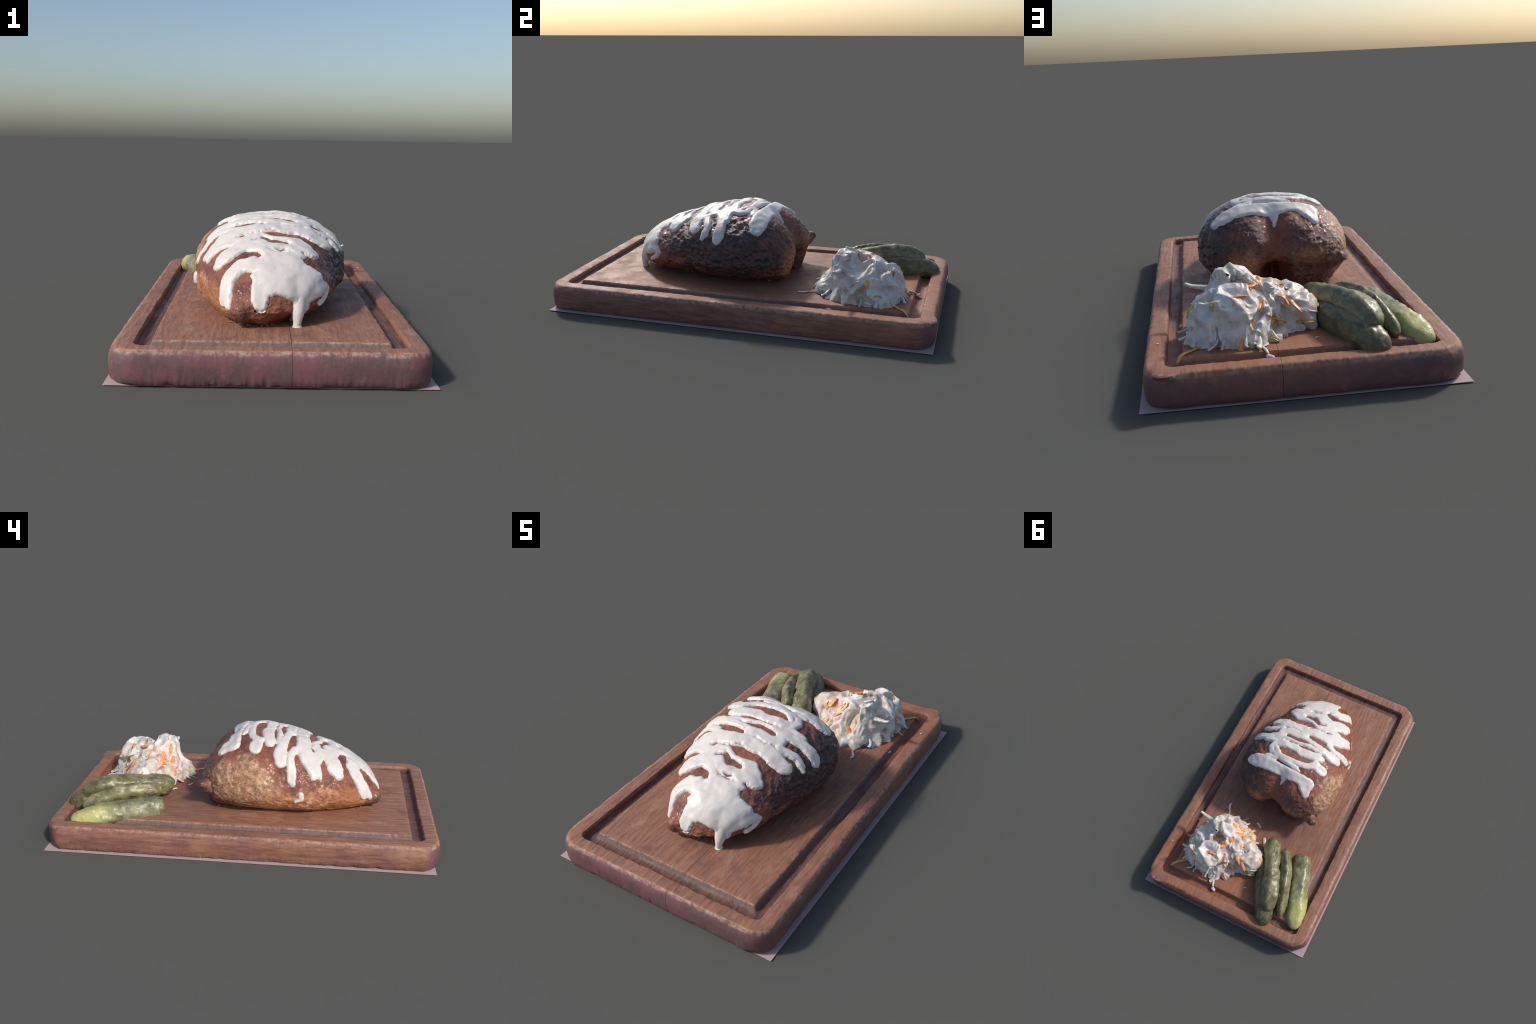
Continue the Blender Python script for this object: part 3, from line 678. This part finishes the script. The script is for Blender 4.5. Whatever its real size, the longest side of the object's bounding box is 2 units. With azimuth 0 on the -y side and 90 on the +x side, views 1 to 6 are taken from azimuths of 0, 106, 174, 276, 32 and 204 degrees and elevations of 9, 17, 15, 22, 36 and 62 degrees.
# ---------------------------------------------------------------- gherkins
def build_gherkin(spine, seed, material, squash=1.0, ribs=5):
    top = empty("gherkin", "bumpy olive green pickled gherkin", "pickle")
    n, m = 120, 64
    t = np.sin(np.linspace(-math.pi / 2, math.pi / 2, n))
    fine = catmull(spine, 600)
    P = np.stack([np.interp((t + 1) / 2, np.linspace(0, 1, 600), fine[:, k]) for k in range(4)], 1)
    P[:, 3] *= np.maximum(1 - np.abs(t) ** 6.5, 0.0) ** 0.5
    P[:, 3] = np.maximum(P[:, 3], 0.0008)
    # rows gather at the ends so the caps stay round
    V, F = tube(P, m, squash)
    N = grid_normals(V, n, m)
    a = np.tile(np.linspace(0, 2 * math.pi, m, endpoint=False), n)
    r = np.repeat(P[:, 3], m) / P[:, 3].max()
    d = np.cos(a * ribs + seed) * 0.0022 * r + fbm(V * 13 + seed, 2, seed) * 0.010 * r
    wart = np.maximum(0, perlin(V * 48 + seed * 3, seed + 5) - 0.22) * 0.009 * r
    C = V - np.repeat(P[:, :3], m, 0)
    C /= np.linalg.norm(C, axis=1, keepdims=True) + 1e-9
    V = V + C * (d + wart)[:, None]
    mesh_object("gherkin_skin", V, F, material, top)

def build_gherkins():
    olive = gherkin_material("gherkin_olive", (0.10, 0.092, 0.042), (0.225, 0.208, 0.105))
    pale = gherkin_material("gherkin_pale", (0.105, 0.104, 0.055), (0.26, 0.255, 0.145), (-0.45, 0.84, 0.15))
    deep = gherkin_material("gherkin_deep", (0.075, 0.064, 0.03), (0.165, 0.145, 0.068))
    build_gherkin([(-0.305, 0.418, 0.141, 0.061), (-0.320, 0.475, 0.148, 0.066), (-0.365, 0.60, 0.143, 0.066), (-0.410, 0.73, 0.134, 0.064), (-0.464, 0.880, 0.116, 0.058)], 2, pale, 0.92)
    build_gherkin([(-0.198, 0.460, 0.185, 0.030), (-0.212, 0.49, 0.200, 0.035), (-0.268, 0.60, 0.215, 0.037), (-0.314, 0.735, 0.185, 0.039), (-0.348, 0.850, 0.142, 0.034)], 4, olive, 1.25)
    build_gherkin([(-0.094, 0.422, 0.165, 0.050), (-0.110, 0.470, 0.192, 0.056), (-0.180, 0.62, 0.218, 0.051), (-0.228, 0.745, 0.222, 0.056), (-0.275, 0.868, 0.188, 0.053)], 6, olive)
    build_gherkin([(-0.105, 0.53, 0.150, 0.050), (-0.130, 0.60, 0.155, 0.058), (-0.172, 0.70, 0.160, 0.067), (-0.222, 0.81, 0.155, 0.068), (-0.282, 0.948, 0.122, 0.060)], 8, deep)

# ---------------------------------------------------------------- coleslaw
HEAP = [((0.245, 0.615, 0.13), (0.140, 0.185, 0.160)), ((0.235, 0.515, 0.235), (0.078, 0.065, 0.110)), ((0.270, 0.69, 0.220), (0.095, 0.090, 0.095)),
        ((0.10, 0.575, 0.15), (0.125, 0.120, 0.135)), ((-0.005, 0.605, 0.15), (0.080, 0.090, 0.105)), ((0.15, 0.62, 0.21), (0.085, 0.080, 0.095)),
        ((0.335, 0.66, 0.13), (0.060, 0.095, 0.075)), ((0.20, 0.74, 0.13), (0.11, 0.065, 0.065)), ((0.20, 0.445, 0.13), (0.10, 0.055, 0.055))]
HEAP_CENTRE = np.array([0.19, 0.60, 0.135])

def heap_field(p):
    """smooth union of the lumps of the heap: negative inside"""
    k = 14.0
    s = 0
    for c, r in HEAP:
        c, r = np.array(c), np.array(r)
        d = (np.linalg.norm((p - c) / r, axis=1) - 1) * r.min()
        s = s + np.exp(-d * k * 3)
    d = -np.log(s + 1e-30) / (k * 3)
    # hollow between the two peaks
    pit = np.linalg.norm((p - np.array((0.215, 0.605, 0.33))) / np.array((0.06, 0.045, 0.05)), axis=1) - 1
    return np.maximum(d, -pit * 0.055)

def heap_surface(dirs):
    lo, hi = np.zeros(len(dirs)), np.full(len(dirs), 0.40)
    for _ in range(26):
        mid = (lo + hi) / 2
        inside = heap_field(HEAP_CENTRE + dirs * mid[:, None]) < 0
        lo, hi = np.where(inside, mid, lo), np.where(inside, hi, mid)
    return HEAP_CENTRE + dirs * lo[:, None]

def shred(path, width, thick, roll, material, name, parent, twist=0.3):
    """one cut strip: flat, tapered, slightly twisted"""
    n = len(path)
    t = np.linspace(-1, 1, n)
    r = width / 2 * np.maximum(0.05, (1 - t ** 6)) ** 0.5
    V, F = tube(np.column_stack([path, r]), 8, thick / width, roll + twist * t)
    return mesh_object(name, V, F, material, parent)

def build_slaw():
    top = empty("coleslaw", "creamy heap of shredded cabbage and carrot", "salad")
    n, m = 260, 420
    el = np.radians(np.linspace(90, -12, n))[:, None]
    az = np.linspace(0, 2 * math.pi, m, endpoint=False)[None]
    D = np.stack([np.cos(el) * np.cos(az), np.cos(el) * np.sin(az), np.sin(el) + 0 * az], -1).reshape(-1, 3)
    V = heap_surface(D)
    N = -grid_normals(V, n, m)
    N *= np.sign((N * D).sum(1))[:, None]
    W = V + 0.035 * np.stack([fbm(V * 7, 2, 60), fbm(V * 7, 2, 61), fbm(V * 7, 2, 62)], 1)
    fold = 1 - np.sqrt(perlin(W * (12, 12, 9), 63) ** 2 + 0.01) * 2.2
    fold2 = 1 - np.sqrt(perlin(W * (27, 27, 18), 64) ** 2 + 0.02) * 2.0
    pits = smooth(0.18, 0.55, perlin(W * 15, 65))
    d = 0.024 * fold + 0.008 * fold2 - 0.042 * pits + 0.022 * fbm(V * 8, 1, 66) - 0.008
    d = np.maximum(d, -0.024)
    V = V + N * d[:, None]
    # frilly foot spreading on the wood
    foot = smooth(0.19, 0.135, V[:, 2])
    R = V - HEAP_CENTRE
    R[:, 2] = 0
    R /= np.linalg.norm(R, axis=1, keepdims=True) + 1e-9
    V += R * (foot * np.maximum(-0.2, perlin(np.column_stack([R[:, 0] * 7, R[:, 1] * 7, V[:, 2] * 10]), 67)) * 0.022)[:, None]
    V[:, 2] = np.maximum(V[:, 2], 0.128)
    mesh_object("cabbage_heap", V, quad_grid(n, m)[:, ::-1], SLAW, top)
    bvh = BVHTree.FromPolygons([Vector(v) for v in V.tolist()], quad_grid(n, m)[:, ::-1].tolist())

    def walk(start, heading, length, lift, curl, droop=0.0):
        """run a strip over the surface of the heap"""
        p, h = Vector(start), Vector(heading).normalized()
        out, steps = [], 14
        for k in range(steps):
            loc, nor, *_ = bvh.find_nearest(p)
            h = (h - nor * h.dot(nor)).normalized()
            side = nor.cross(h)
            h = (h + side * curl * math.sin(k * 0.5) + Vector((0, 0, -droop))).normalized()
            q = loc + nor * lift
            q.z = max(q.z, BOARD_TOP + 0.003)
            out.append(q)
            p = q + h * (length / steps)
        P = np.array([tuple(v) for v in out])
        P[1:-1] = (P[:-2] + 2 * P[1:-1] + P[2:]) / 4
        return P

    def over(count, material, name, wid, length, low=0.0, where=None):
        made = 0
        while made < count:
            a = rng.uniform(0, 2 * math.pi)
            e = math.asin(rng.uniform(low, 1))
            d = np.array([[math.cos(e) * math.cos(a), math.cos(e) * math.sin(a), math.sin(e)]])
            s = heap_surface(d)[0]
            if where is not None and not where(s):
                continue
            made += 1
            h = rng.normal(size=3) + np.array([0, 0, -0.5])
            w = rng.uniform(*wid)
            P = walk(s, h, rng.uniform(*length), rng.uniform(-0.001, 0.002) if material is not SLAW else rng.uniform(-0.004, 0.001), rng.uniform(-0.35, 0.35) * (material is SLAW), 0.15)
            shred(P, w, w * (rng.uniform(0.3, 0.5) if material is SLAW else 0.22), rng.uniform(-0.2, 0.2), material, name, top)

    over(26, SLAW, "cabbage_shred", (0.012, 0.024), (0.08, 0.17))
    over(18, CARROT, "carrot_shred", (0.014, 0.026), (0.04, 0.095), 0.0, lambda s: s[0] < 0.25)
    over(12, ONION, "browned_shred", (0.014, 0.026), (0.03, 0.06))
    # broad pieces of carrot and browned leaf that show from far
    for start, heading, length, w, mat in (((0.17, 0.63, 0.33), (-1, 0.3, -0.2), 0.09, 0.036, CARROT), ((0.10, 0.72, 0.18), (-1, -0.3, 0), 0.10, 0.030, ONION),
                                           ((0.0, 0.69, 0.17), (-1, -0.6, 0.1), 0.09, 0.030, ONION), ((0.05, 0.50, 0.25), (0.2, 1, 0), 0.08, 0.026, CARROT),
                                           ((-0.06, 0.56, 0.2), (0.1, 0.3, -1), 0.07, 0.024, CARROT), ((0.14, 0.49, 0.27), (0.3, 0.2, -1), 0.09, 0.024, CARROT),
                                           ((0.37, 0.64, 0.25), (0.2, 0.1, -1), 0.05, 0.026, ONION), ((0.25, 0.60, 0.3), (-0.5, -0.4, -0.3), 0.07, 0.03, ONION),
                                           ((0.02, 0.66, 0.24), (-0.6, 0.2, -1), 0.08, 0.022, CARROT), ((0.11, 0.77, 0.15), (-1, 0.1, 0), 0.05, 0.028, ONION)):
        shred(walk(start, heading, length, 0.0015, 0.0, 0.1), w, w * 0.2, 0.0, mat, "carrot_shred" if mat is CARROT else "browned_shred", top)
    # frayed strands round the foot
    for k in range(20):
        a = k * 2 * math.pi / 20 + rng.uniform(-0.15, 0.15)
        d = np.array([[math.cos(a), math.sin(a), 0.03]])
        s = heap_surface(d)[0]
        out = d[0] * (1, 1, 0)
        turn = rng.uniform(-0.7, 0.7)
        o2 = np.array([out[0] * math.cos(turn) - out[1] * math.sin(turn), out[0] * math.sin(turn) + out[1] * math.cos(turn), 0])
        L = rng.uniform(0.015, 0.045)
        s0 = s - out * 0.02 + np.array([0, 0, 0.03])
        P = catmull([s0, s + out * 0.006 + (0, 0, 0.012), s + o2 * L * 0.7 + (0, 0, 0.002), s + o2 * L + (0, 0, 0.001)], 12)
        P[:, 2] = np.maximum(P[:, 2], BOARD_TOP + 0.002)
        w = rng.uniform(0.007, 0.022)
        shred(P, w, w * 0.4, rng.uniform(-0.3, 0.3), SLAW, "cabbage_shred", top)
    # the horn-like strip that sticks out sideways
    horn = catmull([(0.225, 0.525, 0.255, 0.050), (0.275, 0.515, 0.262, 0.034), (0.315, 0.505, 0.268, 0.020), (0.350, 0.498, 0.275, 0.0125), (0.385, 0.492, 0.281, 0.010), (0.404, 0.487, 0.288, 0.008), (0.408, 0.485, 0.290, 0.001)], 30)
    W, G = tube(horn, 16, 0.75)
    mesh_object("cabbage_shred", W + fbm(W * 40, 2, 70)[:, None] * 0.004, G, SLAW, top)
    # strays on the wood
    B = BOARD_TOP
    shred(catmull([(0.155, 0.775, 0.16), (0.145, 0.815, B + 0.004), (0.135, 0.845, B + 0.003), (0.125, 0.868, 0.122)], 14), 0.014, 0.007, 0, SLAW, "cabbage_shred", top)
    shred(catmull([(0.135, 0.862, 0.118), (0.122, 0.872, 0.116), (0.105, 0.876, 0.112)], 10), 0.022, 0.014, 0, SLAW, "cabbage_shred", top)
    shred(catmull([(0.36, 0.775, B + 0.006), (0.395, 0.80, B + 0.004), (0.43, 0.835, B + 0.004), (0.45, 0.86, 0.112)], 14), 0.016, 0.006, 0, ONION, "browned_shred", top)
    shred(catmull([(0.415, 0.455, 0.108), (0.427, 0.47, 0.112), (0.436, 0.49, 0.110)], 10), 0.026, 0.01, 0, SLAW, "cabbage_shred", top)
    shred(catmull([(0.27, 0.35, B + 0.003), (0.29, 0.325, B + 0.004), (0.30, 0.30, B + 0.004), (0.292, 0.285, B + 0.003)], 12), 0.014, 0.006, 0, SLAW, "cabbage_shred", top)
    shred(catmull([(0.262, 0.392, B + 0.012), (0.272, 0.365, B + 0.004), (0.283, 0.345, B + 0.003)], 10), 0.012, 0.006, 0, CARROT, "carrot_shred", top)
    shred(catmull([(0.075, 0.335, B + 0.002), (0.055, 0.345, B + 0.003), (0.035, 0.36, B + 0.002)], 10), 0.013, 0.005, 0, SLAW, "cabbage_shred", top)
    shred(catmull([(-0.015, 0.41, B + 0.004), (-0.035, 0.44, B + 0.004), (-0.05, 0.475, B + 0.004)], 10), 0.022, 0.008, 0, SLAW, "cabbage_shred", top)
    shred(catmull([(-0.055, 0.785, B + 0.002), (-0.062, 0.775, B + 0.003), (-0.075, 0.778, B + 0.002)], 8), 0.006, 0.004, 0, SLAW, "cabbage_shred", top)
    shred(catmull([(0.17, 0.385, B + 0.003), (0.165, 0.36, B + 0.004), (0.15, 0.345, B + 0.003), (0.14, 0.33, B + 0.002)], 10), 0.006, 0.004, 0, SLAW, "cabbage_shred", top)
    shred(catmull([(0.515, 0.70, B + 0.001), (0.52, 0.703, B + 0.003), (0.524, 0.708, B + 0.001)], 6), 0.007, 0.005, 0, SLAW, "cabbage_shred", top)

build_paper()
build_board()
roast = build_meat()
build_sauce(roast)
build_crumbs(roast)
build_gherkins()
build_slaw()
